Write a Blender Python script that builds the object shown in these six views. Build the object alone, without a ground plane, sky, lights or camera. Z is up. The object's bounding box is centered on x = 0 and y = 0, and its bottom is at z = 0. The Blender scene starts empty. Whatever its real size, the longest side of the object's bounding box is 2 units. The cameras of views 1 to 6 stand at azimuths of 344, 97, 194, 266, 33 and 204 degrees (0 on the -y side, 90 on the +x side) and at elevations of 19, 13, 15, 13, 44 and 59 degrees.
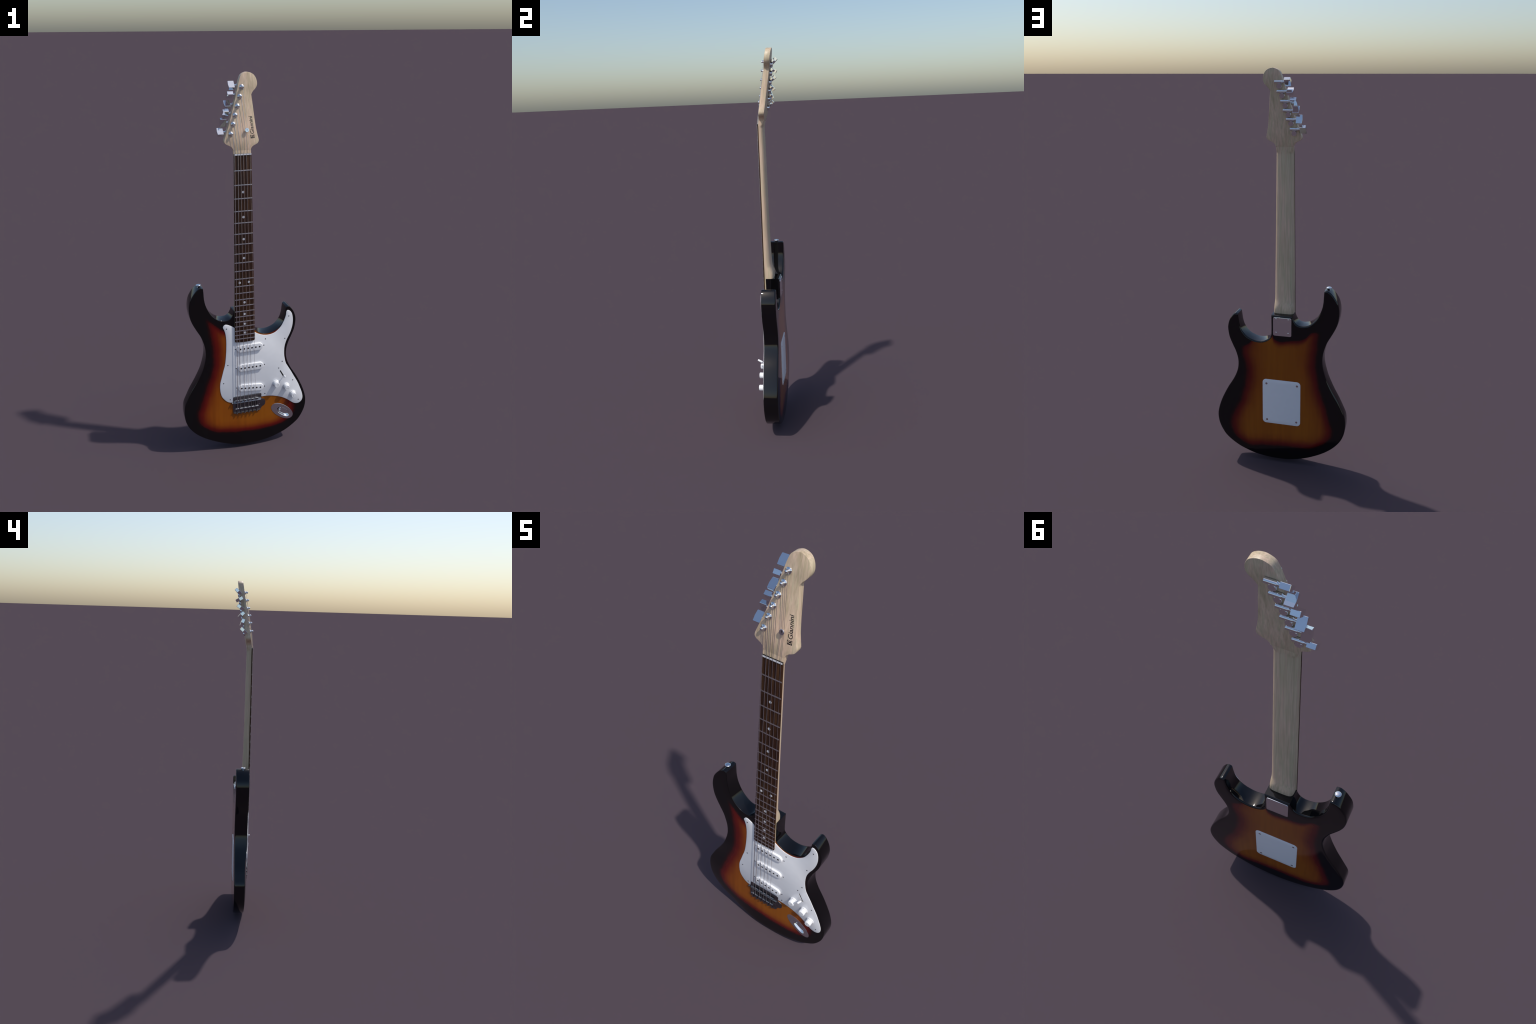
# Solid-body electric guitar standing upright, facing -y.  All parts are modelled in world
# coordinates (object origins at 0,0,0), x = width, y = depth, z = height.
import bpy, bmesh, math
import numpy as np
from mathutils import Vector, Matrix
from mathutils.geometry import delaunay_2d_cdt

# ------------------------------------------------------------------ small helpers
scene = bpy.context.scene
coll = scene.collection


def smoothstep(a, b, t):
    t = min(1.0, max(0.0, (t - a) / (b - a)))
    return t * t * (3 - 2 * t)


def lerp_profile(table, t):
    """piecewise smooth lookup in [(t, v), ...] (ascending t)"""
    if t <= table[0][0]:
        return table[0][1]
    for (a, va), (b, vb) in zip(table, table[1:]):
        if t <= b:
            return va + (vb - va) * (t - a) / (b - a)
    return table[-1][1]


def spline(points, step=0.006, corners=()):
    """closed Catmull-Rom curve through 2D points; indices in `corners` stay sharp"""
    n = len(points)
    P = [Vector(p) for p in points]
    out = []
    for i in range(n):
        p1, p2 = P[i], P[(i + 1) % n]
        p0 = P[i - 1] if i not in corners else p1 - (p2 - p1)
        p3 = P[(i + 2) % n] if (i + 1) % n not in corners else p2 + (p2 - p1)
        # centripetal-ish tangents
        d = (p2 - p1).length
        m1 = (p2 - p0) * (d / max(1e-9, d + (p1 - p0).length))
        m2 = (p3 - p1) * (d / max(1e-9, d + (p3 - p2).length))
        k = max(1, int(round(d / step)))
        for j in range(k):
            t = j / k
            a, b, c, e = 2*t**3-3*t*t+1, t**3-2*t*t+t, -2*t**3+3*t*t, t**3-t*t
            out.append(p1 * a + m1 * b + p2 * c + m2 * e)
    return out


def area2(loop):
    return sum(a.x * b.y - b.x * a.y for a, b in zip(loop, loop[1:] + loop[:1]))


def ccw(loop):
    return loop if area2(loop) > 0 else loop[::-1]


def inset(loop, d):
    """offset a ccw loop inwards by d"""
    n = len(loop)
    out = []
    for i in range(n):
        a, b, c = loop[i - 1], loop[i], loop[(i + 1) % n]
        e1, e2 = (b - a), (c - b)
        if e1.length < 1e-9 or e2.length < 1e-9:
            out.append(b.copy()); continue
        e1.normalize(); e2.normalize()
        n1, n2 = Vector((-e1.y, e1.x)), Vector((-e2.y, e2.x))
        m = n1 + n2
        if m.length < 1e-6:
            m = n1
        m.normalize()
        k = min(1.6, 1.0 / max(0.3, m.dot(n1)))
        out.append(b + m * (d * k))
    return out


def inside(pt, loop):
    x, y = pt
    r = False
    for a, b in zip(loop, loop[1:] + loop[:1]):
        if (a.y > y) != (b.y > y) and x < (b.x - a.x) * (y - a.y) / (b.y - a.y) + a.x:
            r = not r
    return r


def fill(loop, holes=(), grid=0.0):
    """triangulate a 2D region: returns points, triangles"""
    pts = list(loop)
    edges = [(i, (i + 1) % len(loop)) for i in range(len(loop))]
    for h in holes:
        s = len(pts)
        pts += h
        edges += [(s + i, s + (i + 1) % len(h)) for i in range(len(h))]
    if grid > 0:
        L = np.array([(p.x, p.y) for p in loop])
        lo, hi = L.min(0), L.max(0)
        row = 0
        y = lo[1]
        while y < hi[1]:
            x = lo[0] + (grid / 2 if row % 2 else 0)
            while x < hi[0]:
                dd = ((L - (x, y)) ** 2).sum(1).min()
                if dd > (grid * 0.7) ** 2 and inside((x, y), loop):
                    pts.append(Vector((x, y)))
                x += grid
            y += grid * 0.87
            row += 1
    v, e, f, *_ = delaunay_2d_cdt(pts, edges, [], 0, 1e-7)
    keep = []
    for t in f:
        c = sum((v[i] for i in t), Vector((0, 0))) / len(t)
        if inside(c, loop) and not any(inside(c, h) for h in holes):
            keep.append(t)
    return v, keep


def link(obj, parent=None):
    coll.objects.link(obj)
    if parent is not None:
        obj.parent = parent
    return obj


def finish(name, bm, mats, parent, smooth=None, kind=None):
    bmesh.ops.remove_doubles(bm, verts=bm.verts, dist=1e-6)
    bmesh.ops.recalc_face_normals(bm, faces=bm.faces)
    me = bpy.data.meshes.new(name)
    bm.to_mesh(me)
    bm.free()
    for m in (mats if isinstance(mats, (list, tuple)) else [mats]):
        me.materials.append(m)
    if smooth is not None:
        me.polygons.foreach_set("use_smooth", [True] * len(me.polygons))
        if smooth < 180:
            me.set_sharp_from_angle(angle=math.radians(smooth))
    ob = bpy.data.objects.new(name, me)
    if kind:
        ob["kind"] = kind
    return link(ob, parent)


def slab(bm, outline, yf, yb, r_front=0.0, r_back=0.0, seg=4, holes=(), grid=0.0,
         mats=(0, 0, 0), shape=None):
    """Plate in the x-z plane between yf (front, towards -y) and yb (back) with rounded rims.
    yf / yb are numbers or functions of (x, z). mats: material index of front, back, wall."""
    F = yf if callable(yf) else (lambda x, z: yf)
    B = yb if callable(yb) else (lambda x, z: yb)
    loop = ccw(outline)
    rings = []
    for j in range(seg + 1 if r_front > 0 else 1):      # front rim, from face to wall
        a = (j / seg * math.pi / 2) if r_front > 0 else 0
        d = r_front * (1 - math.sin(a)); dy = r_front * (1 - math.cos(a))
        src = inset(loop, d) if d > 1e-7 else loop
        rings.append([(p.x, F(p.x, p.y) + dy, p.y) for p in src])
    for j in range(seg + 1 if r_back > 0 else 1):       # back rim, from wall to face
        a = (j / seg * math.pi / 2) if r_back > 0 else 0
        d = r_back * (1 - math.cos(a)); dy = r_back * (1 - math.sin(a))
        src = inset(loop, d) if d > 1e-7 else loop
        rings.append([(p.x, B(p.x, p.y) - dy, p.y) for p in src])
    n = len(loop)
    V = [[bm.verts.new(c) for c in ring] for ring in rings]
    nf = seg if r_front > 0 else 0
    for k in range(len(V) - 1):
        mi = mats[2]
        for i in range(n):
            f = bm.faces.new((V[k][i], V[k][(i + 1) % n], V[k + 1][(i + 1) % n], V[k + 1][i]))
            f.material_index = mi
    for ring, Y, mi, rr in ((V[0], F, mats[0], r_front), (V[-1], B, mats[1], r_back)):
        lp = [Vector((v.co.x, v.co.z)) for v in ring]
        hs = holes if ring is V[0] else ()
        pts, tris = fill(lp, hs, grid)
        vs = []
        for i, p in enumerate(pts):
            vs.append(ring[i] if i < n else bm.verts.new((p.x, Y(p.x, p.y), p.y)))
        for t in tris:
            try:
                f = bm.faces.new([vs[i] for i in t])
                f.material_index = mi
            except ValueError:
                pass
        if hs:                                   # inner walls of the holes
            s = n
            for h in hs:
                m = len(h)
                deep = [bm.verts.new((q.x, Y(q.x, q.y) + 0.012 if callable(yb) or yb - F(0, 0) > 0.02 else B(0, 0), q.y)) for q in h]
                for i in range(m):
                    f = bm.faces.new((vs[s + i], vs[s + (i + 1) % m], deep[(i + 1) % m], deep[i]))
                    f.material_index = mats[2]
                s += m


def lathe(bm, profile, origin, axis, seg=24, mat=0):
    """surface of revolution; profile = [(radius, distance along axis), ...]"""
    axis = Vector(axis).normalized()
    q = Vector((0, 0, 1)).rotation_difference(axis)
    M = Matrix.Translation(origin) @ q.to_matrix().to_4x4()
    rows = []
    for r, h in profile:
        if r < 1e-7:
            rows.append([bm.verts.new(M @ Vector((0, 0, h)))])
        else:
            rows.append([bm.verts.new(M @ Vector((r * math.cos(2*math.pi*i/seg), r * math.sin(2*math.pi*i/seg), h))) for i in range(seg)])
    for a, b in zip(rows, rows[1:]):
        for i in range(seg):
            j = (i + 1) % seg
            vs = [a[i % len(a)], a[j % len(a)], b[j % len(b)], b[i % len(b)]]
            u = []
            for v in vs:
                if v not in u:
                    u.append(v)
            if len(u) > 2:
                bm.faces.new(u).material_index = mat
    for row in (rows[0], rows[-1]):
        if len(row) > 2:
            try:
                bm.faces.new(row).material_index = mat
            except ValueError:
                pass


def tube(bm, path, radius, seg=8, mat=0):
    path = [Vector(p) for p in path]
    rows = []
    for i, p in enumerate(path):
        t = (path[min(i + 1, len(path) - 1)] - path[max(i - 1, 0)]).normalized()
        u = t.cross(Vector((0, 1, 0)))
        if u.length < 1e-4:
            u = t.cross(Vector((1, 0, 0)))
        u.normalize()
        w = t.cross(u)
        rr = radius[i] if isinstance(radius, (list, tuple)) else radius
        rows.append([bm.verts.new(p + (u * math.cos(2*math.pi*k/seg) + w * math.sin(2*math.pi*k/seg)) * rr) for k in range(seg)])
    for a, b in zip(rows, rows[1:]):
        for k in range(seg):
            bm.faces.new((a[k], a[(k+1) % seg], b[(k+1) % seg], b[k])).material_index = mat
    bm.faces.new(rows[0]).material_index = mat
    bm.faces.new(rows[-1]).material_index = mat


def box(bm, lo, hi, bevel=0.0, seg=2, mat=0, M=None):
    r = bmesh.ops.create_cube(bm, size=1)
    vs = r["verts"]
    for v in vs:
        v.co = Vector([lo[i] + (v.co[i] + 0.5) * (hi[i] - lo[i]) for i in range(3)])
    fs = list({f for v in vs for f in v.link_faces})
    if bevel > 0:
        es = list({e for v in vs for e in v.link_edges})
        rb = bmesh.ops.bevel(bm, geom=es, offset=bevel, segments=seg, affect='EDGES', profile=0.5)
        fs = list(set(rb["faces"]) | {f for v in rb["verts"] for f in v.link_faces})
    vv = {v for f in fs for v in f.verts}
    for f in fs:
        f.material_index = mat
    if M is not None:
        for v in vv:
            v.co = M @ v.co
    return vv


def oblong(cx, cz, half_l, half_w, ang=0.0, seg=12, power=None):
    """stadium (power None) or superellipse outline"""
    pts = []
    if power:
        for i in range(seg * 4):
            t = 2 * math.pi * i / (seg * 4)
            c, s = math.cos(t), math.sin(t)
            pts.append((half_l * math.copysign(abs(c) ** (2 / power), c), half_w * math.copysign(abs(s) ** (2 / power), s)))
    else:
        for side in (1, -1):
            for i in range(seg + 1):
                t = -math.pi / 2 + math.pi * i / seg
                pts.append((side * (half_l - half_w + half_w * math.cos(t)), side * half_w * math.sin(t)))
    c, s = math.cos(ang), math.sin(ang)
    return [Vector((cx + x * c - z * s, cz + x * s + z * c)) for x, z in pts]


def rounded_rect(x0, x1, z0, z1, r, seg=6):
    pts = []
    for cx, cz, a0 in ((x1 - r, z1 - r, 0), (x0 + r, z1 - r, 90), (x0 + r, z0 + r, 180), (x1 - r, z0 + r, 270)):
        for i in range(seg + 1):
            a = math.radians(a0 + 90 * i / seg)
            pts.append(Vector((cx + r * math.cos(a), cz + r * math.sin(a))))
    return pts


# ------------------------------------------------------------------ materials
def new_mat(name):
    m = bpy.data.materials.new(name)
    m.use_nodes = True
    nt = m.node_tree
    b = nt.nodes["Principled BSDF"]
    return m, nt, b


class G:
    """tiny node-graph writer"""
    def __init__(s, nt):
        s.nt = nt
        s.co = nt.nodes.new("ShaderNodeTexCoord").outputs["Object"]
        sp = nt.nodes.new("ShaderNodeSeparateXYZ")
        nt.links.new(s.co, sp.inputs[0])
        s.x, s.y, s.z = sp.outputs

    def put(s, sock, v):
        if isinstance(v, bpy.types.NodeSocket):
            s.nt.links.new(v, sock)
        else:
            sock.default_value = v

    def math(s, op, a, b=0.0, c=0.0, clamp=False):
        n = s.nt.nodes.new("ShaderNodeMath")
        n.operation = op
        n.use_clamp = clamp
        for i, v in enumerate((a, b, c)):
            s.put(n.inputs[i], v)
        return n.outputs[0]

    def curve(s, value, table, lo, hi, vlo, vhi):
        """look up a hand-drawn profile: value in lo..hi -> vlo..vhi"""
        mr = s.math('DIVIDE', s.math('SUBTRACT', value, lo), hi - lo, clamp=True)
        n = s.nt.nodes.new("ShaderNodeFloatCurve")
        cm = n.mapping
        cu = cm.curves[0]
        pts = [((t - lo) / (hi - lo), (v - vlo) / (vhi - vlo)) for t, v in table]
        while len(cu.points) < len(pts):
            cu.points.new(0.5, 0.5)
        for p, (a, b) in zip(cu.points, pts):
            p.location = (a, b)
        cm.update()
        s.nt.links.new(mr, n.inputs["Value"])
        return s.math('MULTIPLY_ADD', n.outputs[0], vhi - vlo, vlo)

    def noise(s, scale=(1, 1, 1), size=5.0, detail=4.0, rough=0.5, offset=(0, 0, 0)):
        mp = s.nt.nodes.new("ShaderNodeMapping")
        mp.inputs["Scale"].default_value = scale
        mp.inputs["Location"].default_value = offset
        s.nt.links.new(s.co, mp.inputs[0])
        n = s.nt.nodes.new("ShaderNodeTexNoise")
        n.inputs["Scale"].default_value = size
        n.inputs["Detail"].default_value = detail
        n.inputs["Roughness"].default_value = rough
        s.nt.links.new(mp.outputs[0], n.inputs["Vector"])
        return n.outputs["Fac"]

    def ramp(s, fac, stops, interp='LINEAR'):
        n = s.nt.nodes.new("ShaderNodeValToRGB")
        cr = n.color_ramp
        cr.interpolation = interp
        while len(cr.elements) < len(stops):
            cr.elements.new(0.5)
        for e, (p, c) in zip(cr.elements, stops):
            e.position = p
            e.color = (*c, 1)
        s.put(n.inputs[0], fac)
        return n.outputs[0]

    def mix(s, fac, a, b, mode='MIX'):
        n = s.nt.nodes.new("ShaderNodeMix")
        n.data_type = 'RGBA'
        n.blend_type = mode
        s.put(n.inputs[0], fac)
        for sock, v in ((n.inputs[6], a), (n.inputs[7], b)):
            s.put(sock, (*v, 1) if isinstance(v, tuple) else v)
        return n.outputs[2]

    def bump(s, bsdf, height, strength=0.1, dist=0.001):
        n = s.nt.nodes.new("ShaderNodeBump")
        n.inputs["Strength"].default_value = strength
        n.inputs["Distance"].default_value = dist
        s.put(n.inputs["Height"], height)
        s.nt.links.new(n.outputs[0], bsdf.inputs["Normal"])


def plain(name, color, rough=0.4, metal=0.0, vary=0.0, size=40.0, bump=0.0):
    m, nt, b = new_mat(name)
    b.inputs["Roughness"].default_value = rough
    b.inputs["Metallic"].default_value = metal
    g = G(nt)
    nz = g.noise(size=size, detail=3)
    lo = tuple(c * (1 - vary) for c in color)
    hi = tuple(min(1, c * (1 + vary)) for c in color)
    nt.links.new(g.ramp(nz, [(0.3, lo), (0.7, hi)]), b.inputs["Base Color"])
    if bump:
        g.bump(b, nz, bump)
    return m


BLACK = (0.0035, 0.0030, 0.0035)


def burst(name, left, right, bottom, top, side_w, top_w):
    """lacquered wood: black rim fading through red to amber, with vertical wood grain"""
    m, nt, b = new_mat(name)
    g = G(nt)
    xl = g.curve(g.z, left, 0, 1, -0.4, 0.4)
    xr = g.curve(g.z, right, 0, 1, -0.4, 0.4)
    zb = g.curve(g.x, bottom, -0.35, 0.35, 0, 1)
    zt = g.curve(g.x, top, -0.35, 0.35, 0, 1)
    dl = g.math('DIVIDE', g.math('SUBTRACT', g.x, xl), side_w[0])
    dr = g.math('DIVIDE', g.math('SUBTRACT', xr, g.x), side_w[1])
    db = g.math('DIVIDE', g.math('SUBTRACT', g.z, zb), side_w[2])
    dt = g.math('DIVIDE', g.math('SUBTRACT', zt, g.z), top_w)
    d = g.math('SMOOTH_MIN', g.math('SMOOTH_MIN', dl, dr, 0.5), g.math('SMOOTH_MIN', db, dt, 0.5), 0.6)
    wob = g.noise(size=14, detail=2)
    d = g.math('ADD', d, g.math('MULTIPLY_ADD', wob, 0.24, -0.12))
    col = g.ramp(g.math('MULTIPLY', d, 0.6, clamp=True), [
        (0.0, BLACK), (0.08, (0.014, 0.0018, 0.0016)), (0.22, (0.098, 0.0032, 0.0022)), (0.32, (0.130, 0.0075, 0.0024)),
        (0.46, (0.185, 0.030, 0.003)), (0.66, (0.262, 0.062, 0.0032)), (1.0, (0.305, 0.084, 0.0036))])
    grain = g.noise((60, 60, 3.0), size=1.0, detail=6, rough=0.6)
    col = g.mix(1.0, col, g.ramp(grain, [(0.3, (0.90, 0.87, 0.84)), (0.65, (1.06, 1.06, 1.06))]), 'MULTIPLY')
    bands = g.noise((9, 9, 1.2), size=1.0, detail=2)
    col = g.mix(1.0, col, g.ramp(bands, [(0.35, (0.93, 0.87, 0.87)), (0.65, (1.05, 1.10, 1.05))]), 'MULTIPLY')
    nt.links.new(col, b.inputs["Base Color"])
    b.inputs["Roughness"].default_value = 0.05
    return m


front_burst = burst("sunburst_front_lacquer",
    [(0, -.10), (.10, -.19), (.14, -.235), (.182, -.270), (.238, -.283), (.304, -.265), (.402, -.231), (.498, -.197), (.591, -.190), (.692, -.200), (.784, -.214), (.90, -.22), (1, -.22)],
    [(0, .20), (.12, .25), (.17, .282), (.25, .283), (.35, .27), (.5, .225), (.6, .22), (.68, .205), (.8, .18), (1, .18)],
    [(-.35, .26), (-.28, .185), (-.231, .142), (-.184, .113), (-.12, .100), (-.04, .090), (.058, .084), (.124, .088), (.192, .099), (.242, .122), (.286, .168), (.35, .25)],
    [(-.35, .90), (-.215, .812), (-.19, .783), (-.154, .753), (-.121, .731), (-.07, .725), (-.03, .73), (.03, .740), (.05, .79), (.09, .80), (.35, .82)],
    (0.078, 0.085, 0.050), 0.055)
back_burst = burst("sunburst_back_lacquer",
    [(0, -.12), (.10, -.20), (.15, -.262), (.209, -.282), (.265, -.271), (.402, -.229), (.47, -.212), (.538, -.198), (.607, -.193), (.676, -.202), (.731, -.207), (.80, -.20), (1, -.20)],
    [(0, .14), (.09, .22), (.123, .260), (.188, .278), (.266, .259), (.344, .223), (.419, .204), (.493, .192), (.55, .198), (.597, .208), (.66, .200), (.75, .18), (1, .18)],
    [(-.35, .23), (-.285, .175), (-.237, .129), (-.171, .096), (-.10, .088), (-.008, .083), (.09, .075), (.174, .070), (.23, .096), (.28, .15), (.35, .22)],
    [(-.35, .76), (-.207, .752), (-.162, .748), (-.124, .712), (-.06, .697), (.03, .697), (.048, .74), (.10, .74), (.14, .690), (.165, .660), (.21, .640), (.35, .62)],
    (0.068, 0.072, 0.052), 0.030)
side_lacquer = plain("black_side_lacquer", BLACK, rough=0.05)


def wood(name):
    """pale maple: soft vertical bands of cream, pink and olive with fine grain"""
    m, nt, b = new_mat(name)
    g = G(nt)
    wide = g.noise((46, 46, 2.2), size=1.0, detail=3, rough=0.55)
    fine = g.noise((190, 190, 5), size=1.0, detail=5, rough=0.6, offset=(3, 1, 2))
    blot = g.noise((9, 9, 6), size=1.0, detail=3, offset=(7, 0, 0))
    col = g.ramp(wide, [(0.26, (0.48, 0.372, 0.245)), (0.40, (0.63, 0.488, 0.340)), (0.50, (0.73, 0.545, 0.405)), (0.58, (0.63, 0.515, 0.355)), (0.74, (0.74, 0.575, 0.43))])
    col = g.mix(1.0, col, g.ramp(fine, [(0.3, (0.82, 0.80, 0.77)), (0.7, (1.09, 1.09, 1.09))]), 'MULTIPLY')
    col = g.mix(1.0, col, g.ramp(blot, [(0.35, (0.92, 0.95, 0.90)), (0.65, (1.06, 1.02, 1.02))]), 'MULTIPLY')
    nt.links.new(col, b.inputs["Base Color"])
    b.inputs["Roughness"].default_value = 0.45
    return m


def rosewood(name):
    m, nt, b = new_mat(name)
    g = G(nt)
    wide = g.noise((75, 20, 7), size=1.0, detail=4, rough=0.6)
    fine = g.noise((420, 60, 14), size=1.0, detail=5, rough=0.65)
    col = g.ramp(wide, [(0.3, (0.022, 0.0070, 0.0040)), (0.5, (0.044, 0.017, 0.0075)), (0.7, (0.076, 0.036, 0.014))])
    col = g.mix(1.0, col, g.ramp(fine, [(0.3, (0.6, 0.58, 0.55)), (0.7, (1.25, 1.2, 1.2))]), 'MULTIPLY')
    nt.links.new(col, b.inputs["Base Color"])
    b.inputs["Roughness"].default_value = 0.55
    b.inputs["Specular IOR Level"].default_value = 0.25
    return m


maple = wood("pale_maple")
rose = rosewood("dark_rosewood")
white = plain("white_plastic", (0.85, 0.85, 0.865), rough=0.22, vary=0.01)
knob_white = plain("knob_white_plastic", (0.85, 0.85, 0.86), rough=0.3, vary=0.01)
cream = plain("plate_white_plastic", (0.86, 0.86, 0.88), rough=0.25, vary=0.01)
chrome = plain("polished_chrome", (0.86, 0.87, 0.89), rough=0.07, metal=1.0, vary=0.02)
nickel = plain("fret_nickel", (0.80, 0.79, 0.82), rough=0.32, metal=1.0, vary=0.04)
steel = plain("string_steel", (0.80, 0.77, 0.76), rough=0.3, metal=1.0, vary=0.05, size=400)
bridge_metal = plain("dark_bridge_metal", (0.21, 0.205, 0.215), rough=0.30, metal=1.0, vary=0.25, size=260, bump=0.12)
saddle_metal = plain("saddle_metal", (0.27, 0.28, 0.30), rough=0.38, metal=1.0, vary=0.1, size=200)
cover_steel = plain("cover_screw_steel", (0.62, 0.58, 0.58), rough=0.2, metal=1.0, vary=0.05)
black_plain = plain("matt_black", (0.006, 0.006, 0.006), rough=0.5)
screw_dark = plain("dark_screw", (0.012, 0.011, 0.012), rough=0.35)
pole_dark = plain("dark_pole_piece", (0.035, 0.032, 0.034), rough=0.35, metal=0.3)
pearl = plain("pearl_dot", (0.60, 0.60, 0.62), rough=0.2, vary=0.12, size=120)
nut_white = plain("nut_bone", (0.76, 0.75, 0.77), rough=0.35, vary=0.02)
ink = plain("black_ink", (0.008, 0.008, 0.009), rough=0.5)
mark_grey = plain("knob_mark", (0.04, 0.036, 0.036), rough=0.6)

# ------------------------------------------------------------------ the guitar
guitar = bpy.data.objects.new("electric_guitar", None)
coll.objects.link(guitar)
guitar["label"] = "upright electric guitar with sunburst body, white pickguard and maple neck"
guitar["category"] = "electric guitar"

# ---- body ------------------------------------------------------------------------------
YF, YB = -0.0290, 0.0456
body_points = [
    (.0448, .8165), (.0455, .712), (.0530, .6965), (.066, .6845), (.085, .6752), (.106, .6712), (.130, .6722), (.155, .680),
    (.176, .692), (.194, .711), (.207, .733), (.214, .758), (.218, .785), (.2210, .806), (.230, .8105), (.240, .807),
    (.250, .796), (.260, .780), (.268, .760), (.2725, .737), (.2715, .712), (.265, .678), (.250, .641), (.235, .608),
    (.2245, .575), (.221, .548), (.2225, .518), (.230, .488), (.247, .450), (.276, .402), (.299, .358), (.318, .315),
    (.331, .274), (.337, .240), (.335, .205), (.327, .175), (.313, .146), (.293, .117), (.258, .087), (.218, .062),
    (.175, .044), (.135, .031), (.090, .0225), (.042, .018), (.000, .017), (-.040, .019), (-.085, .026), (-.126, .0365),
    (-.170, .053), (-.215, .0745), (-.259, .103), (-.291, .132), (-.316, .165), (-.331, .200), (-.338, .240), (-.338, .272),
    (-.333, .303), (-.318, .338), (-.298, .380), (-.268, .432), (-.240, .489), (-.225, .535), (-.2175, .570), (-.2155, .600),
    (-.2185, .632), (-.226, .662), (-.2375, .695), (-.256, .729), (-.276, .767), (-.287, .795), (-.293, .825), (-.295, .852),
    (-.2925, .878), (-.286, .904), (-.274, .926), (-.258, .947), (-.244, .959), (-.232, .964), (-.2202, .960), (-.2185, .935),
    (-.2165, .900), (-.2105, .870), (-.200, .842), (-.185, .815), (-.164, .792), (-.143, .777), (-.120, .771), (-.100, .771),
    (-.083, .778), (-.073, .790), (-.067, .802), (-.062, .8165)]
body_loop = spline(body_points, 0.006, corners=(0, 13, 78, len(body_points) - 1))
body_loop = [p + Vector((0.0007, 0)) for p in inset(ccw(body_loop), -0.0009)]
_B = np.array([(p.x, p.y) for p in body_loop])


def arm_contour(x, z):
    """forearm bevel: the front sinks towards the rim of the lower bass bout"""
    if x > 0.0:
        return YF
    e = math.sqrt(((_B - (x, z)) ** 2).sum(1).min())
    s = smoothstep(0.52, 0.36, z) if z > 0.36 else 1.0
    s *= smoothstep(0.0, -0.22, x)
    t = max(0.0, 1 - e / 0.105)
    return YF + 0.0125 * s * t ** 1.35


JC, JA = Vector((0.2015, 0.1868)), math.radians(-37.5)
jack_hole = oblong(0.2095, 0.1806, 0.052, 0.024, JA, 10, 2.4)
bm = bmesh.new()
slab(bm, body_loop, arm_contour, YB, 0.0028, 0.0075, 5, holes=[jack_hole], grid=0.016, mats=(0, 1, 2))
body = finish("body", bm, [front_burst, back_burst, side_lacquer], guitar, smooth=40)

# ---- pickguard ---------------------------------------------------------------------------
PG = -0.0315
guard_points = [
    (-.0600, .7255), (-.0763, .7373), (-.1000, .7490), (-.1085, .7505), (-.1172, .7461), (-.1226, .7355), (-.1177, .7235), (-.1120, .7065),
    (-.1085, .6864), (-.1066, .6599), (-.1067, .6302), (-.1080, .5973), (-.1106, .5643), (-.1144, .5314), (-.1195, .506),
    (-.1246, .4886), (-.1349, .4495), (-.1435, .4167), (-.1457, .3895), (-.1433, .3580), (-.1361, .3324), (-.1224, .3126),
    (-.1069, .2976), (-.0912, .2902), (-.0750, .2882), (.0700, .2982), (.1074, .2979), (.1369, .2945), (.1699, .2863), (.2031, .2727),
    (.2299, .2561), (.2535, .2375), (.2688, .2264), (.2857, .2216), (.3009, .2236), (.3126, .2325), (.3192, .2459),
    (.3199, .2639), (.3151, .2864), (.3045, .3170), (.2889, .3553), (.2684, .3941), (.2481, .4326), (.2300, .4640),
    (.2213, .4811), (.2139, .5133), (.2111, .5412), (.2124, .5752), (.2171, .5983), (.2266, .6240), (.2408, .6523),
    (.2503, .6778), (.2564, .7037), (.2584, .7301), (.2558, .7569), (.2508, .7724), (.2427, .7833), (.2331, .7895),
    (.2251, .7889), (.2213, .7812), (.2199, .7649), (.2143, .7459), (.2049, .7240), (.1907, .6994), (.1716, .6804),
    (.1557, .6700), (.1303, .6628), (.1002, .6637), (.0797, .6699), (.0609, .6792), (.0440, .6915)]
guard_loop = spline(guard_points, 0.006, corners=(0, 24, 25, len(guard_points) - 1))
SL0, SL1 = Vector((0.1888, 0.4395)), Vector((0.2134, 0.3938))
slot_dir = SL1 - SL0
slot = oblong(*((SL0 + SL1) / 2), slot_dir.length / 2 + .001, 0.0036, math.atan2(slot_dir.y, slot_dir.x), 4, 8)
bm = bmesh.new()
slab(bm, guard_loop, PG, YF + 0.0006, 0.0012, 0, 2, holes=[ccw(slot)])
guard = finish("pickguard", bm, white, guitar, smooth=40)
bm = bmesh.new()
slab(bm, oblong(*((SL0 + SL1) / 2), slot_dir.length / 2 + .003, 0.0056, math.atan2(slot_dir.y, slot_dir.x), 4, 8), YF - 0.0009, YF + 0.0002)
finish("switch_slot", bm, black_plain, guard)

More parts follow.
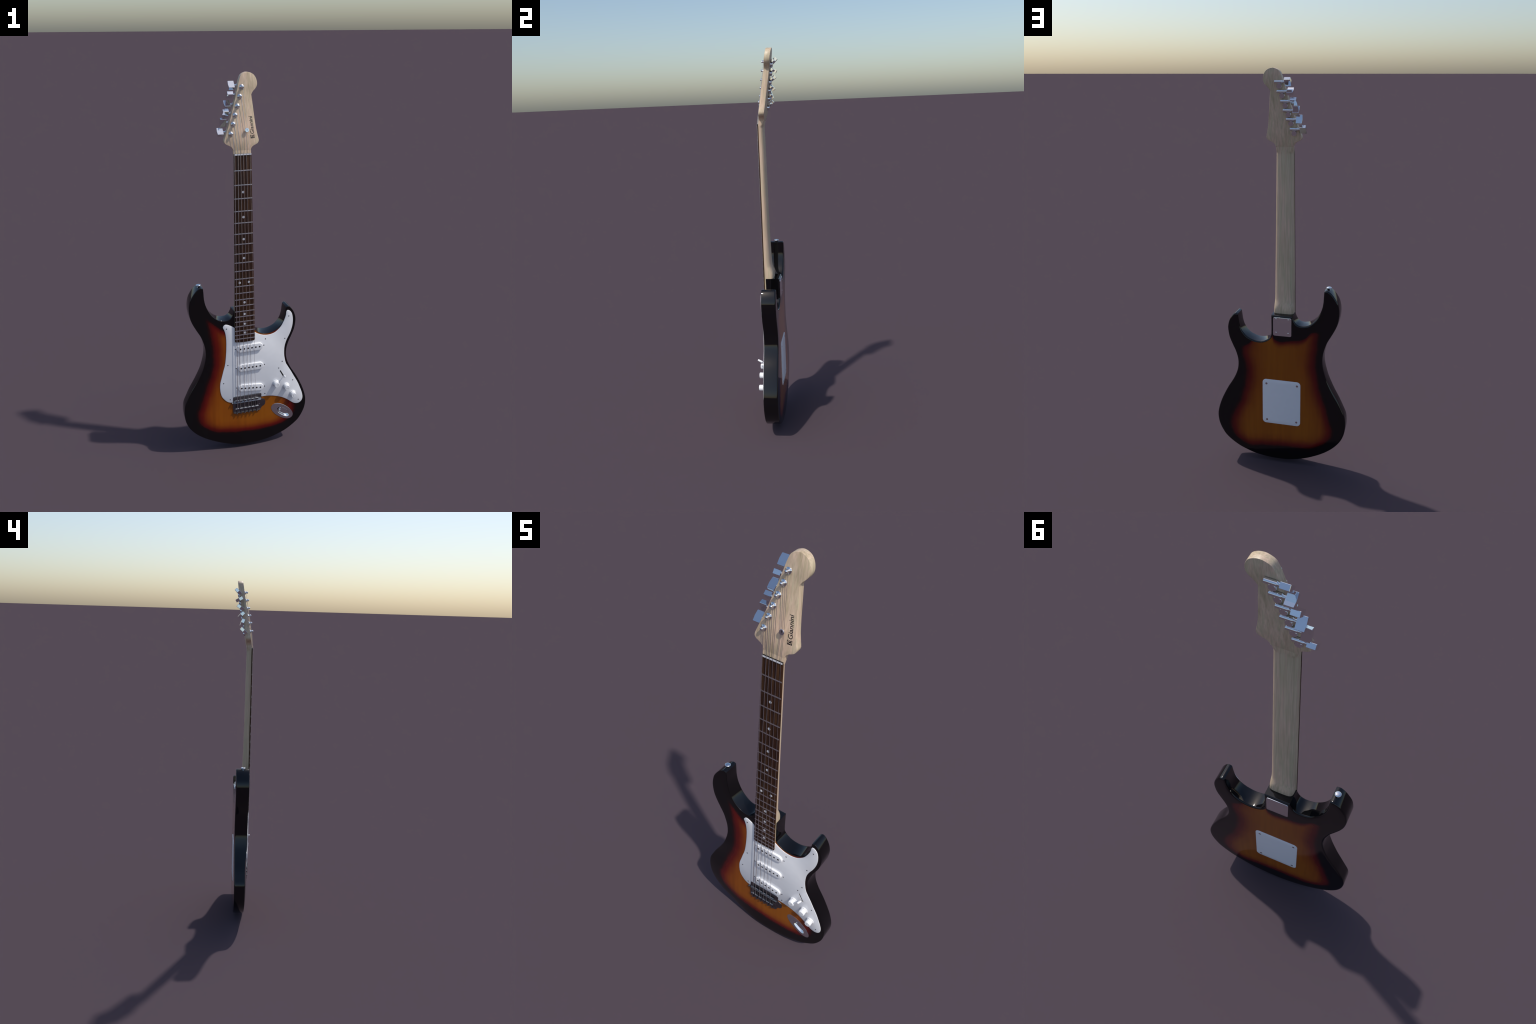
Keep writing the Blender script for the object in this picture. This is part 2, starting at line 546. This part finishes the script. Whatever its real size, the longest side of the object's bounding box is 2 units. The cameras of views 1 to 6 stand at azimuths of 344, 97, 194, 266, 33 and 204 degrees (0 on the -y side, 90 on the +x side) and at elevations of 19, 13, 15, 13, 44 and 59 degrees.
# shared screw meshes
def make_screw(name, r, h, mat, slot_mat=None):
    bm = bmesh.new()
    lathe(bm, [(r, 0), (r, h * 0.4), (r * 0.8, h * 0.85), (r * 0.35, h), (0, h)], (0, 0, 0), (0, -1, 0), 14)
    if slot_mat:
        for w, l in ((r * 0.16, r * 0.62), (r * 0.62, r * 0.16)):
            box(bm, (-w, -h * 1.06, -l), (w, -h * 0.6, l), mat=1)
    me = bpy.data.meshes.new(name)
    bmesh.ops.recalc_face_normals(bm, faces=bm.faces)
    bm.to_mesh(me); bm.free()
    me.materials.append(mat)
    if slot_mat:
        me.materials.append(slot_mat)
    me.polygons.foreach_set("use_smooth", [True] * len(me.polygons))
    me.set_sharp_from_angle(angle=math.radians(50))
    return me


guard_screw = make_screw("guard_screw", 0.0031, 0.0010, screw_dark)
chrome_screw = make_screw("plate_screw", 0.0050, 0.0011, chrome)
cover_screw = make_screw("cover_screw", 0.0058, 0.0006, cover_steel)


def place(name, mesh, loc, parent, rot=None):
    ob = bpy.data.objects.new(name, mesh)
    ob.location = loc
    if rot:
        ob.rotation_euler = rot
    return link(ob, parent)


for x, z in [(-.1038, .726), (-.1008, .516), (-.126, .4118), (-.0921, .3087), (.1061, .6409), (.2352, .7555), (.214, .6284),
             (.2002, .494), (.2616, .3712), (.2953, .2442), (.102, .3141), (.1806, .4564)]:
    place("screw", guard_screw, (x, PG + 0.0002, z), guard)

# ---- pickups -------------------------------------------------------------------------------
PT = -0.0405
bm = bmesh.new()
lathe(bm, [(0.0047, -0.0005), (0.0047, 0.0004), (0.0042, 0.0007), (0, 0.0007)], (0, 0, 0), (0, -1, 0), 16)
pole_mesh = bpy.data.meshes.new("pole_piece")
bm.to_mesh(pole_mesh); bm.free()
pole_mesh.materials.append(pole_dark)
for cx, cz, ang in ((.0190, .6045, 0.012), (.0220, .4910, 0.008), (.0225, .3667, -0.090)):
    bm = bmesh.new()
    slab(bm, oblong(cx, cz, 0.0705, 0.0203, ang, 14), PT, PG + 0.0008, 0.0026, 0, 4)
    pk = finish("pickup", bm, white, guitar, smooth=50)
    c, s = math.cos(ang), math.sin(ang)
    for k in range(6):
        d = (k - 2.5) * 0.0209
        place("pole_piece", pole_mesh, (cx + d * c, PT, cz + d * s), pk)
    for d in (-0.0780, 0.0780):
        place("screw", guard_screw, (cx + d * c, PG + 0.0002, cz + d * s), pk)

# ---- knobs ---------------------------------------------------------------------------------
bm = bmesh.new()
lathe(bm, [(0.0190, 0), (0.0193, 0.0015), (0.0185, 0.0030), (0.0162, 0.0065), (0.0150, 0.0100), (0.0145, 0.0125), (0.0141, 0.0250),
           (0.0130, 0.0268), (0.0, 0.0270)], (0, 0, 0), (0, -1, 0), 40)
for i in range(30):       # fluted grip
    a = 2 * math.pi * i / 30
    box(bm, (-0.0006, -0.0245, 0.0134), (0.0006, -0.0125, 0.0147), M=Matrix.Rotation(a, 4, 'Y'))
bmesh.ops.recalc_face_normals(bm, faces=bm.faces)
knob_mesh = bpy.data.meshes.new("knob")
bm.to_mesh(knob_mesh); bm.free()
knob_mesh.materials.append(knob_white)
knob_mesh.polygons.foreach_set("use_smooth", [True] * len(knob_mesh.polygons))
knob_mesh.set_sharp_from_angle(angle=math.radians(40))
bm = bmesh.new()
for i in range(10):       # scale marks on the skirt
    a = math.radians(-125 + 250 * i / 9)
    M = Matrix.Rotation(a, 4, 'Y') @ Matrix.Translation((0, -0.0052, 0.0174)) @ Matrix.Rotation(math.radians(-56), 4, 'X')
    box(bm, (-0.0005, -0.0004, -0.0018), (0.0005, 0.0004, 0.0018), M=M)
for x in (-0.0055, -0.0025, 0.0005, 0.0035, 0.0062):   # short caption strokes on the cap
    box(bm, (x - 0.0008, -0.02715, -0.0046), (x + 0.0006, -0.0268, -0.0028))
mark_mesh = bpy.data.meshes.new("knob_marks")
bm.to_mesh(mark_mesh); bm.free()
mark_mesh.materials.append(mark_grey)
for (x, z), turn in zip([(.1645, .3680), (.2235, .3415), (.2615, .2890)], (-85, 10, 70)):
    k = place("knob", knob_mesh, (x, PG + 0.0002, z), guitar, (0, math.radians(turn), 0))
    mk = place("knob_marks", mark_mesh, (0, 0, 0), k)
    mk["kind"] = "stuff"

# ---- selector switch ------------------------------------------------------------------------
bm = bmesh.new()
p0, p1, p2 = Vector((.2085, -.030, .4030)), Vector((.2070, -.0440, .4090)), Vector((.2045, -.0672, .4205))
tube(bm, [p0, p1], 0.0018, 8)
lever = finish("switch_lever", bm, chrome, guitar, smooth=50)
bm = bmesh.new()
ax = p2 - p1
lathe(bm, [(0, 0), (0.0052, 0.0), (0.0056, 0.002), (0.0048, ax.length - 0.002), (0.0036, ax.length - 0.0004), (0, ax.length)], p1, ax, 18)
finish("switch_tip", bm, knob_white, lever, smooth=60)

# ---- jack plate -----------------------------------------------------------------------------
bm = bmesh.new()
outer = oblong(JC.x, JC.y, 0.0735, 0.0355, JA, 16, 2.15)
rings = []
ce, n = Vector((0.2095, 0.1806)), len(outer)
rim = oblong(ce.x, ce.y, 0.0480, 0.0205, JA, 16, 2.3)
def ring_at(loop_a, loop_b, t, y):
    return [bm.verts.new((a.x + (b.x - a.x) * t, y, a.y + (b.y - a.y) * t)) for a, b in zip(loop_a, loop_b)]
rows = [ring_at(outer, rim, 0, YF + 0.0005), ring_at(outer, rim, 0.0, YF - 0.0008), ring_at(outer, rim, 0.05, YF - 0.0013), ring_at(outer, rim, 0.90, YF - 0.0020), ring_at(outer, rim, 1.0, YF - 0.0018)]
deep = Vector((0.2010, 0.1872))
for t in (0.06, 0.12, 0.18, 0.24, 0.30, 0.36, 0.42, 0.65, 0.85):
    rows.append([bm.verts.new((a.x + (deep.x - a.x) * t, YF - 0.0018 + 0.0105 * smoothstep(0.0, 0.42, t), a.y + (deep.y - a.y) * t)) for a in rim])
for a, b in zip(rows, rows[1:]):
    for i in range(n):
        bm.faces.new((a[i], a[(i+1) % n], b[(i+1) % n], b[i]))
bm.faces.new(rows[-1])
jack_plate = finish("jack_plate", bm, chrome, guitar, smooth=50)
bm = bmesh.new()
jo = Vector((0.1905, YF + 0.009, 0.1955))
lathe(bm, [(0.0105, 0), (0.0105, 0.0040), (0.0095, 0.0050), (0.0062, 0.0050), (0.0058, 0.001), (0, 0.001)], jo, (0.25, -1, -0.2), 20)
finish("jack_socket", bm, chrome, jack_plate, smooth=40)

# ---- bridge ---------------------------------------------------------------------------------
bm = bmesh.new()
ear = [(-.0770, .3130), (-.0745, .3190), (-.0690, .3218), (.0740, .3230), (.0800, .3205), (.0825, .3140), (.0820, .2870), (.0900, .2855),
       (.0985, .2800), (.1035, .2715), (.1045, .2600), (.1020, .2500), (.0960, .2430), (.0860, .2395), (.0820, .2330), (.0760, .2250), (.0660, .2205), (-.0640, .2195),
       (-.0720, .2230), (-.0765, .2310), (-.0775, .2500)]
slab(bm, spline(ear, 0.004), -0.0318, YF + 0.0004, 0.0008, 0, 2)
bridge = finish("bridge", bm, bridge_metal, guitar, smooth=40)


def bar_profile(name, prof, x0, x1, mat, parent, r=0.007, round_top=True):
    """prism along x whose (z, y) profile is rounded off towards both ends"""
    bm = bmesh.new()
    rows = []
    base = max(y for z, y in prof)
    xs = [(x0, 0.0), (x0 + r * .15, 0.45), (x0 + r * .5, 0.80), (x0 + r, 1.0), (x1 - r, 1.0), (x1 - r * .5, 0.80), (x1 - r * .15, 0.45), (x1, 0.0)]
    z0, z1 = min(z for z, y in prof), max(z for z, y in prof)
    for x, k in xs:
        cut = (1 - k) * r        # corners of the outline rounded off
        clip = (lambda z: min(z, z1 - cut)) if round_top else (lambda z: max(z, z0 + cut))
        rows.append([bm.verts.new((x, base + (y - base) * (0.35 + 0.65 * k), clip(z))) for z, y in prof])
    m = len(prof)
    for a, b in zip(rows, rows[1:]):
        for i in range(m):
            bm.faces.new((a[i], a[(i+1) % m], b[(i+1) % m], b[i]))
    bm.faces.new(rows[0]); bm.faces.new(rows[-1])
    return finish(name, bm, mat, parent, smooth=35)


bar_profile("bridge_hood", [(.3222, -.0300), (.3218, -.0332), (.3205, -.0338), (.3060, -.0338), (.2985, -.0346), (.2930, -.0368), (.2895, -.0390), (.2870, -.0412), (.2855, -.0416), (.2840, -.0406), (.2836, -.0300)],
            -.0765, .0820, bridge_metal, bridge)
bar_profile("bridge_lip", [(.2560, -.0300), (.2556, -.0330), (.2380, -.0332), (.2310, -.0338), (.2265, -.0346), (.2230, -.0360), (.2212, -.0363), (.2196, -.0352), (.2192, -.0300)], -.0755, .0780, bridge_metal, bridge, round_top=False)
SX = [(-.0570 + i * .0220) for i in range(6)]
bm = bmesh.new()
box(bm, (-.0088, -.0385, .2530), (.0088, -.0312, .2980), 0.0008)
box(bm, (-.0050, -.0389, .2570), (.0022, -.0380, .2935), mat=2)
tube(bm, [(-.0090, -.0398, .3000), (.0090, -.0398, .3000)], 0.0036, 12)
tube(bm, [(-.0090, -.0400, .2505), (.0090, -.0400, .2505)], 0.0036, 12)
bmesh.ops.recalc_face_normals(bm, faces=bm.faces)
saddle_mesh = bpy.data.meshes.new("saddle")
bm.to_mesh(saddle_mesh); bm.free()
saddle_mesh.materials.append(saddle_metal)
saddle_mesh.materials.append(bridge_metal)
saddle_mesh.materials.append(black_plain)
for p in saddle_mesh.polygons:
    p.use_smooth = True
    if p.material_index == 0 and .2545 < p.center.z < .2965:
        p.material_index = 1
saddle_mesh.set_sharp_from_angle(angle=math.radians(40))
bm = bmesh.new()
lathe(bm, [(0.0030, 0), (0.0030, 0.0300), (0.0036, 0.0302), (0.0036, 0.0345), (0.0028, 0.0355), (0, 0.0355)], (0, 0, 0), (0, 0, -1), 12)
ints_mesh = bpy.data.meshes.new("intonation_screw")
bm.to_mesh(ints_mesh); bm.free()
ints_mesh.materials.append(bridge_metal)
for x in SX:
    sd = place("saddle", saddle_mesh, (x, 0, 0), bridge)
    place("intonation_screw", ints_mesh, (x, -.0372, .2515), bridge)
bm = bmesh.new()
lathe(bm, [(0.0035, 0), (0.0035, 0.004), (0.0058, 0.0045), (0.0058, 0.0085), (0.0045, 0.0095), (0, 0.0095)], (-.0760, -.0352, .2860), (-1, 0, 0), 16)
finish("pivot_screw", bm, bridge_metal, bridge, smooth=40)

# ---- back cover and neck plate ---------------------------------------------------------------
bm = bmesh.new()
slab(bm, rounded_rect(-.1065, .0920, .2222, .4688, .019), YB - 0.0005, YB + 0.0023, 0, 0.001, 2)
cover = finish("back_cover", bm, cream, guitar, smooth=40)
flip = (0, 0, math.pi)
for x, z in ((.0715, .4447), (-.0887, .4467), (.0690, .2415), (-.0864, .2432)):
    place("screw", cover_screw, (x, YB + 0.0022, z), cover, flip)
bm = bmesh.new()
slab(bm, rounded_rect(-.0585, .0358, .7115, .8090, .0085), YB - 0.0005, YB + 0.0030, 0, 0.0012, 2)
neck_plate = finish("neck_plate", bm, chrome, guitar, smooth=40)
for x, z in ((.0200, .7985), (-.0425, .7985), (.0200, .7275), (-.0415, .7275)):
    place("screw", chrome_screw, (x, YB + 0.0026, z), neck_plate, flip)

# ---- strap buttons ---------------------------------------------------------------------------
bm = bmesh.new()
lathe(bm, [(0.0090, -0.004), (0.0085, 0.002), (0.0065, 0.006), (0.0080, 0.0090), (0.0128, 0.0118), (0.0134, 0.0142), (0.0120, 0.0168), (0.0070, 0.0180), (0, 0.0180)], (0, 0, 0), (0, 0, 1), 28)
bmesh.ops.recalc_face_normals(bm, faces=bm.faces)
strap_mesh = bpy.data.meshes.new("strap_button")
bm.to_mesh(strap_mesh); bm.free()
strap_mesh.materials.append(chrome)
strap_mesh.polygons.foreach_set("use_smooth", [True] * len(strap_mesh.polygons))
strap_mesh.set_sharp_from_angle(angle=math.radians(50))
place("strap_button", strap_mesh, (-.2360, .0055, .9565), guitar)
place("strap_button", strap_mesh, (.0080, .0085, .0180), guitar, (math.pi, 0, 0))

# ---- neck ------------------------------------------------------------------------------------
NX = -0.0074                  # centre line
Z_NUT, Z_END, SCALE = 1.6235, 0.6440, 1.3346


def half_width(z):
    return 0.0433 + (1.6270 - z) * (0.0538 - 0.0433) / (1.6270 - 0.65)


def head_front(z):
    return -0.0268 + 0.150 * (z - 1.6816)


HEAD_T = 0.0285
NECK_F = -0.0345              # plane between neck wood and fingerboard
neck_back = [(0.795, .0105), (0.806, .0118), (0.822, .0128), (0.838, .0122), (0.855, .0088), (0.872, .0055), (0.900, .0025), (0.95, .0004), (1.05, -.0018), (1.20, -.0042),
             (1.40, -.0056), (1.55, -.0070), (1.590, -.0082), (1.605, -.0082), (1.620, -.0072), (1.626, head_front(1.626) + HEAD_T - .0003), (1.66, head_front(1.66) + HEAD_T - .001)]
bm = bmesh.new()
rows = []
zs = [0.797, 0.799, 0.803, 0.810, 0.818, 0.826, 0.834, 0.842, 0.850, 0.858, 0.866, 0.875, 0.885, 0.90, 0.92, 0.95, 1.0, 1.1, 1.2, 1.3, 1.4, 1.5, 1.56, 1.58, 1.59, 1.60, 1.606, 1.612, 1.618, 1.622, 1.626, 1.63, 1.64, 1.65, 1.66]
NS = 28
for z in zs:
    w = half_width(z) - 0.0008 * (1 - smoothstep(1.60, 1.626, z)) - 0.0003
    yf = NECK_F if z < 1.626 else min(NECK_F, NECK_F) + max(0, (head_front(z) + .0006) - head_front(1.626))
    if z >= 1.611:
        yf = head_front(z) + 0.0001
    yb = lerp_profile(neck_back, z)
    shrink = 0.0
    if z < 0.803:
        shrink = (0.803 - z) / 0.006 * 0.004
    power = 2.4 + 2.2 * smoothstep(0.88, 0.83, z) + 6 * smoothstep(1.612, 1.650, z)
    flat = 0.003 * (1 - smoothstep(1.60, 1.65, z)) + .0 + 0.010 * smoothstep(0.90, 0.84, z)
    row = []
    ys = yf + flat
    depth = yb - shrink - ys
    row.append(bm.verts.new((NX + w, yf, z)))
    for i in range(NS + 1):
        t = math.pi * i / NS
        c, s = math.cos(t), math.sin(t)
        row.append(bm.verts.new((NX + (w - shrink * .5) * math.copysign(abs(c) ** (2 / power), c), ys + depth * abs(s) ** (2 / power), z)))
    row.append(bm.verts.new((NX - w, yf, z)))
    rows.append(row)
m = len(rows[0])
for a, b in zip(rows, rows[1:]):
    for i in range(m):
        bm.faces.new((a[i], a[(i+1) % m], b[(i+1) % m], b[i]))
bm.faces.new(rows[0]); bm.faces.new(rows[-1])
neck = finish("neck", bm, maple, guitar, smooth=48)
# tongue of the neck lying in the body pocket
bm = bmesh.new()
w0, w1 = half_width(Z_END) - .0006, half_width(.815) - .0006
tongue = [Vector((NX - w1, .815)), Vector((NX - w0, Z_END + .012)), Vector((NX - w0 + .004, Z_END + .006)), Vector((NX + w0 - .004, Z_END + .006)), Vector((NX + w0, Z_END + .012)), Vector((NX + w1, .815))]
slab(bm, tongue, NECK_F, YF + 0.0040)
finish("neck_tongue", bm, maple, neck)

# ---- headstock -------------------------------------------------------------------------------
head_points = [
    (.0352, 1.6440), (.0366, 1.650), (.0395, 1.6555), (.0484, 1.6633), (.0616, 1.6693), (.0704, 1.6742), (.0760, 1.6815), (.0772, 1.6885), (.0722, 1.7115),
    (.0666, 1.7409), (.0605, 1.7940), (.0562, 1.8414), (.0525, 1.8781), (.0505, 1.8985), (.0584, 1.9117), (.0732, 1.9265), (.0800, 1.9385),
    (.0818, 1.9500), (.0785, 1.9681), (.0708, 1.9830), (.0612, 1.9917), (.0476, 1.9980), (.0330, 2.0000), (.0225, 1.9975), (.0095, 1.9912),
    (.0020, 1.9830), (-.0039, 1.9690), (-.0085, 1.9549), (-.0122, 1.9410), (-.0239, 1.8987), (-.0357, 1.8577), (-.0487, 1.8160), (-.0606, 1.7800),
    (-.0723, 1.7470), (-.0865, 1.7080), (-.0920, 1.6915), (-.0920, 1.6830), (-.0850, 1.6750), (-.0690, 1.6670), (-.0590, 1.6605), (-.0530, 1.6520), (-.0502, 1.6440)]
head_loop = spline(head_points, 0.005, corners=(0, 6, 13, 36, len(head_points) - 1))
bm = bmesh.new()
slab(bm, head_loop, lambda x, z: head_front(z), lambda x, z: head_front(z) + HEAD_T, 0.0012, 0.0016, 2)
head = finish("headstock", bm, maple, guitar, smooth=40)

# ---- fingerboard, frets, dots, nut -----------------------------------------------------------
FB = -0.0392
bm = bmesh.new()
wt, wb = half_width(1.624), half_width(Z_END)
fb_pts = [Vector((NX - wt, 1.6232)), Vector((NX - wb, Z_END + .010))]
for i in range(1, 5):
    a = math.pi / 2 * i / 5
    fb_pts.append(Vector((NX - wb + .007 * (1 - math.cos(a)), Z_END + .010 - .0085 * math.sin(a))))
fb_pts += [Vector((NX - wb * .5, Z_END + .0003)), Vector((NX, Z_END - .0010)), Vector((NX + wb * .5, Z_END + .0003))]
for i in range(4, 0, -1):
    a = math.pi / 2 * i / 5
    fb_pts.append(Vector((NX + wb - .007 * (1 - math.cos(a)), Z_END + .010 - .0085 * math.sin(a))))
fb_pts += [Vector((NX + wb, Z_END + .010)), Vector((NX + wt, 1.6232))]
slab(bm, fb_pts, FB, NECK_F - 0.0001, 0.0008, 0, 2)
board = finish("fingerboard", bm, rose, guitar, smooth=40)


def fret_z(n):
    return Z_NUT - SCALE * (1 - 2 ** (-n / 12))


for n in range(1, 23):
    z = fret_z(n)
    w = half_width(z) - 0.0006
    bm = bmesh.new()
    prof = [(0.0026 * math.copysign(abs(math.cos(math.pi * i / 8)) ** 0.6, math.cos(math.pi * i / 8)), -0.0014 * abs(math.sin(math.pi * i / 8)) ** 0.22) for i in range(9)]
    rws = []
    for x, k in ((NX - w, 0.3), (NX - w + 0.0012, 1.0), (NX + w - 0.0012, 1.0), (NX + w, 0.3)):
        rws.append([bm.verts.new((x, FB + 0.0002 + dy * k, z + dz)) for dz, dy in prof])
    for a, b in zip(rws, rws[1:]):
        for i in range(8):
            bm.faces.new((a[i], a[i+1], b[i+1], b[i]))
    for r in rws[0], rws[-1]:
        bm.faces.new(r)
    for i in range(3):
        bm.faces.new((rws[i][0], rws[i+1][0], rws[i+1][8], rws[i][8]))
    finish("fret", bm, nickel, board, smooth=50)

bm = bmesh.new()
lathe(bm, [(0.0062, -0.001), (0.0062, 0.0003), (0.0055, 0.0006), (0, 0.0006)], (0, 0, 0), (0, -1, 0), 20)
dot_mesh = bpy.data.meshes.new("inlay_dot")
bmesh.ops.recalc_face_normals(bm, faces=bm.faces)
bm.to_mesh(dot_mesh); bm.free()
dot_mesh.materials.append(pearl)
for x, z in [(NX, 1.4432), (NX, 1.3180), (NX, 1.2050), (NX, 1.1060), (-.0320, .9756), (.0163, .9756), (NX, .8665), (NX, .8020), (NX, .7468), (NX, .6970)]:
    place("inlay_dot", dot_mesh, (x, FB, z), board)

bm = bmesh.new()
box(bm, (NX - .0428, -.0412, 1.6222), (NX + .0425, -.0335, 1.6296), 0.0006, mat=0)
bm.faces.ensure_lookup_table()
nut = finish("nut", bm, [nut_white, black_plain], guitar)
for p in nut.data.polygons:       # black core shows on the ends and on the top edge
    if abs(p.normal.x) > 0.5 or p.normal.z > 0.5:
        p.material_index = 1

# ---- tuners ----------------------------------------------------------------------------------
HN = Vector((0, -1, 0.150)).normalized()       # outward normal of the head front
POSTS = [(.0058, 1.9340), (-.0060, 1.8915), (-.0198, 1.8480), (-.0330, 1.8072), (-.0446, 1.7665), (-.0578, 1.7220)]
BAR_END = [-.0232, -.0335, -.0487, -.0588, -.0722, -.0893]
TURN = [-45, 30, -35, 48, 70, -43]             # how far each key is turned, seen from the bass side
bm = bmesh.new()
lathe(bm, [(0.0122, 0), (0.0124, 0.0012), (0.0112, 0.0032), (0.0086, 0.0042), (0.0063, 0.0051), (0.0053, 0.0075), (0.0055, 0.0112), (0.0063, 0.0142), (0.0061, 0.0168), (0.0045, 0.0188), (0.0022, 0.0197), (0, 0.0199)], (0, 0, 0), HN, 24)
bmesh.ops.recalc_face_normals(bm, faces=bm.faces)
post_mesh = bpy.data.meshes.new("tuner_post")
bm.to_mesh(post_mesh); bm.free()
post_mesh.materials.append(chrome)
post_mesh.polygons.foreach_set("use_smooth", [True] * len(post_mesh.polygons))
bm = bmesh.new()
lathe(bm, [(0.0128, -0.002), (0.0128, 0.0100), (0.0115, 0.0118), (0.0060, 0.0122), (0, 0.0122)], (0, 0, 0), -HN, 24)
bmesh.ops.recalc_face_normals(bm, faces=bm.faces)
disc_mesh = bpy.data.meshes.new("gear_housing")
bm.to_mesh(disc_mesh); bm.free()
disc_mesh.materials.append(chrome)
disc_mesh.polygons.foreach_set("use_smooth", [True] * len(disc_mesh.polygons))
disc_mesh.set_sharp_from_angle(angle=math.radians(45))
# key: a block whose outer end is roofed, local x outwards (-x world), local z along the key
bm = bmesh.new()
W, T = 0.0205, 0.0085
prof = [(0.0, -W), (0.0, W), (-0.0272, W), (-0.0282, W * 0.94), (-0.0298, 0.0), (-0.0282, -W * 0.94), (-0.0272, -W)]
key_rows = []
for y, k in ((-T, 0.96), (-T * 0.9, 1.0), (T * 0.9, 1.0), (T, 0.96)):
    key_rows.append([bm.verts.new((x * (1 if k == 1 else 0.985), y, z * k)) for x, z in prof])
for a, b in zip(key_rows, key_rows[1:]):
    for i in range(len(prof)):
        j = (i + 1) % len(prof)
        bm.faces.new((a[i], a[j], b[j], b[i]))
bm.faces.new(key_rows[0]); bm.faces.new(key_rows[-1])
bmesh.ops.recalc_face_normals(bm, faces=bm.faces)
key_mesh = bpy.data.meshes.new("tuner_key")
bm.to_mesh(key_mesh); bm.free()
key_mesh.materials.append(chrome)
for (x, z), xe, turn in zip(POSTS, BAR_END, TURN):
    post = place("tuner", post_mesh, (x, head_front(z), z), guitar)
    place("gear_housing", disc_mesh, (-.0008, HEAD_T - 0.0010 - 0.0019, -.0130), post)
    zb = z + 0.0050
    yb = head_front(zb) + 0.0365
    bm = bmesh.new()
    lathe(bm, [(0, 0), (0.0066, 0.0), (0.0076, 0.0010), (0.0076, 0.0360), (0.0056, 0.0385), (0.0050, 0.0400), (0.0050, 0.0530)], (xe + .0495 - x, yb - head_front(z), 0.0050), (-1, 0, 0), 16)
    place("shaft", bpy.data.meshes.new("shaft"), (0, 0, 0), post)
    sh = bpy.data.objects[-1] if False else post.children[-1]
    bmesh.ops.recalc_face_normals(bm, faces=bm.faces)
    bm.to_mesh(sh.data); bm.free()
    sh.data.materials.append(chrome)
    sh.data.polygons.foreach_set("use_smooth", [True] * len(sh.data.polygons))
    sh.data.set_sharp_from_angle(angle=math.radians(25))
    # seen from -x the picture's right is -y: a key along (cos t, sin t) runs along y = -cos t, z = sin t
    t = math.radians(turn)
    ang = math.atan2(math.cos(t), math.sin(t))      # rotation about x that sends local z there
    place("key", key_mesh, (xe - x + 0.0006, yb - head_front(z), 0.0050), post, (ang, 0, 0))

# ---- string tree and strings -----------------------------------------------------------------
bm = bmesh.new()
tx, tz = .0178, 1.7365
lathe(bm, [(0.0045, -0.001), (0.0045, 0.0065), (0.0096, 0.0070), (0.0102, 0.0090), (0.0100, 0.0125), (0.0092, 0.0133), (0, 0.0134)], (tx, head_front(tz), tz), HN, 24)
box(bm, (tx - .0008, head_front(tz) - .0137, tz - .0085), (tx + .0008, head_front(tz) - .0120, tz + .0085), mat=1)
tree = finish("string_tree", bm, [chrome, screw_dark], guitar, smooth=40)
NUT_X = [-.0468, -.0306, -.0181, -.0040, .0115, .0282]
BR_X = [-.0540, -.0400, -.0155, .0058, .0238, .0455]
RAD = [0.00150, 0.00135, 0.00120, 0.00095, 0.00085, 0.00070]
for i in range(6):
    px, pz = POSTS[5 - i]
    bm = bmesh.new()
    start = Vector((px + 0.004, head_front(pz) - 0.0105, pz - 0.001))
    path = [start]
    if i >= 4:
        path.append(Vector((tx - 0.0050 if i == 4 else tx + 0.0052, head_front(tz) - 0.0060, tz)))
    path += [Vector((NUT_X[i], -.0418, 1.6262)), Vector((BR_X[i], -.0440, .3005)), Vector((BR_X[i] - .001 * (i < 2), -.0425, .2500))]
    tube(bm, path, RAD[i], 8)
    finish("string", bm, steel, guitar, smooth=60)

# ---- maker's lettering on the head -----------------------------------------------------------
def head_decal(verts2d_obj, origin, angle, lift):
    """place a flat mesh (local x along the line, local y up) on the head front; reads upwards"""
    c, s = math.cos(angle), math.sin(angle)
    for v in verts2d_obj.vertices:
        a, b, h = v.co
        x = origin[0] + a * c - b * s
        z = origin[1] + a * s + b * c
        v.co = (x, head_front(z) - lift - h, z)


ANG = math.radians(95.0)
cu = bpy.data.curves.new("lettering", 'FONT')
cu.body = "Giannini"
cu.size = 0.0245
cu.shear = 0.10
cu.offset = 0.00012
cu.extrude = 0.0002
cu.resolution_u = 4
tob = bpy.data.objects.new("lettering_source", cu)
coll.objects.link(tob)
bpy.context.view_layer.update()
me = bpy.data.meshes.new_from_object(tob.evaluated_get(bpy.context.evaluated_depsgraph_get()))
bpy.data.objects.remove(tob)
bpy.data.curves.remove(cu)
me.name = "lettering"
wid = max(v.co.x for v in me.vertices) - min(v.co.x for v in me.vertices)
k = 0.0825 / wid
for v in me.vertices:
    v.co.x *= k
me.materials.clear()
me.materials.append(ink)
head_decal(me, (.0556, 1.7175), ANG, 0.0003)
link(bpy.data.objects.new("lettering", me), head)
bm = bmesh.new()
box(bm, (0, 0, 0), (0.0160, 0.0195, 0.0002))
mark = finish("emblem", bm, ink, head)
head_decal(mark.data, (.0572, 1.6995), ANG, 0.0003)
bm = bmesh.new()
for j in range(2):                      # pale spiral on the emblem
    r0 = (0.0078, 0.0042)[j]
    N = 22
    a0, a1 = ((-2.6, 2.2), (-0.4, 4.6))[j]
    inn, out = [], []
    for i in range(N + 1):
        a = a0 + (a1 - a0) * i / N
        for lst, r in ((inn, r0 - 0.0012), (out, r0 + 0.0004)):
            lst.append(bm.verts.new((0.0085 + r * math.cos(a), 0.0098 + r * math.sin(a), 0)))
    for i in range(N):
        bm.faces.new((inn[i], inn[i+1], out[i+1], out[i]))
spiral = finish("emblem_spiral", bm, maple, mark)
head_decal(spiral.data, (.0572, 1.6995), ANG, 0.0007)
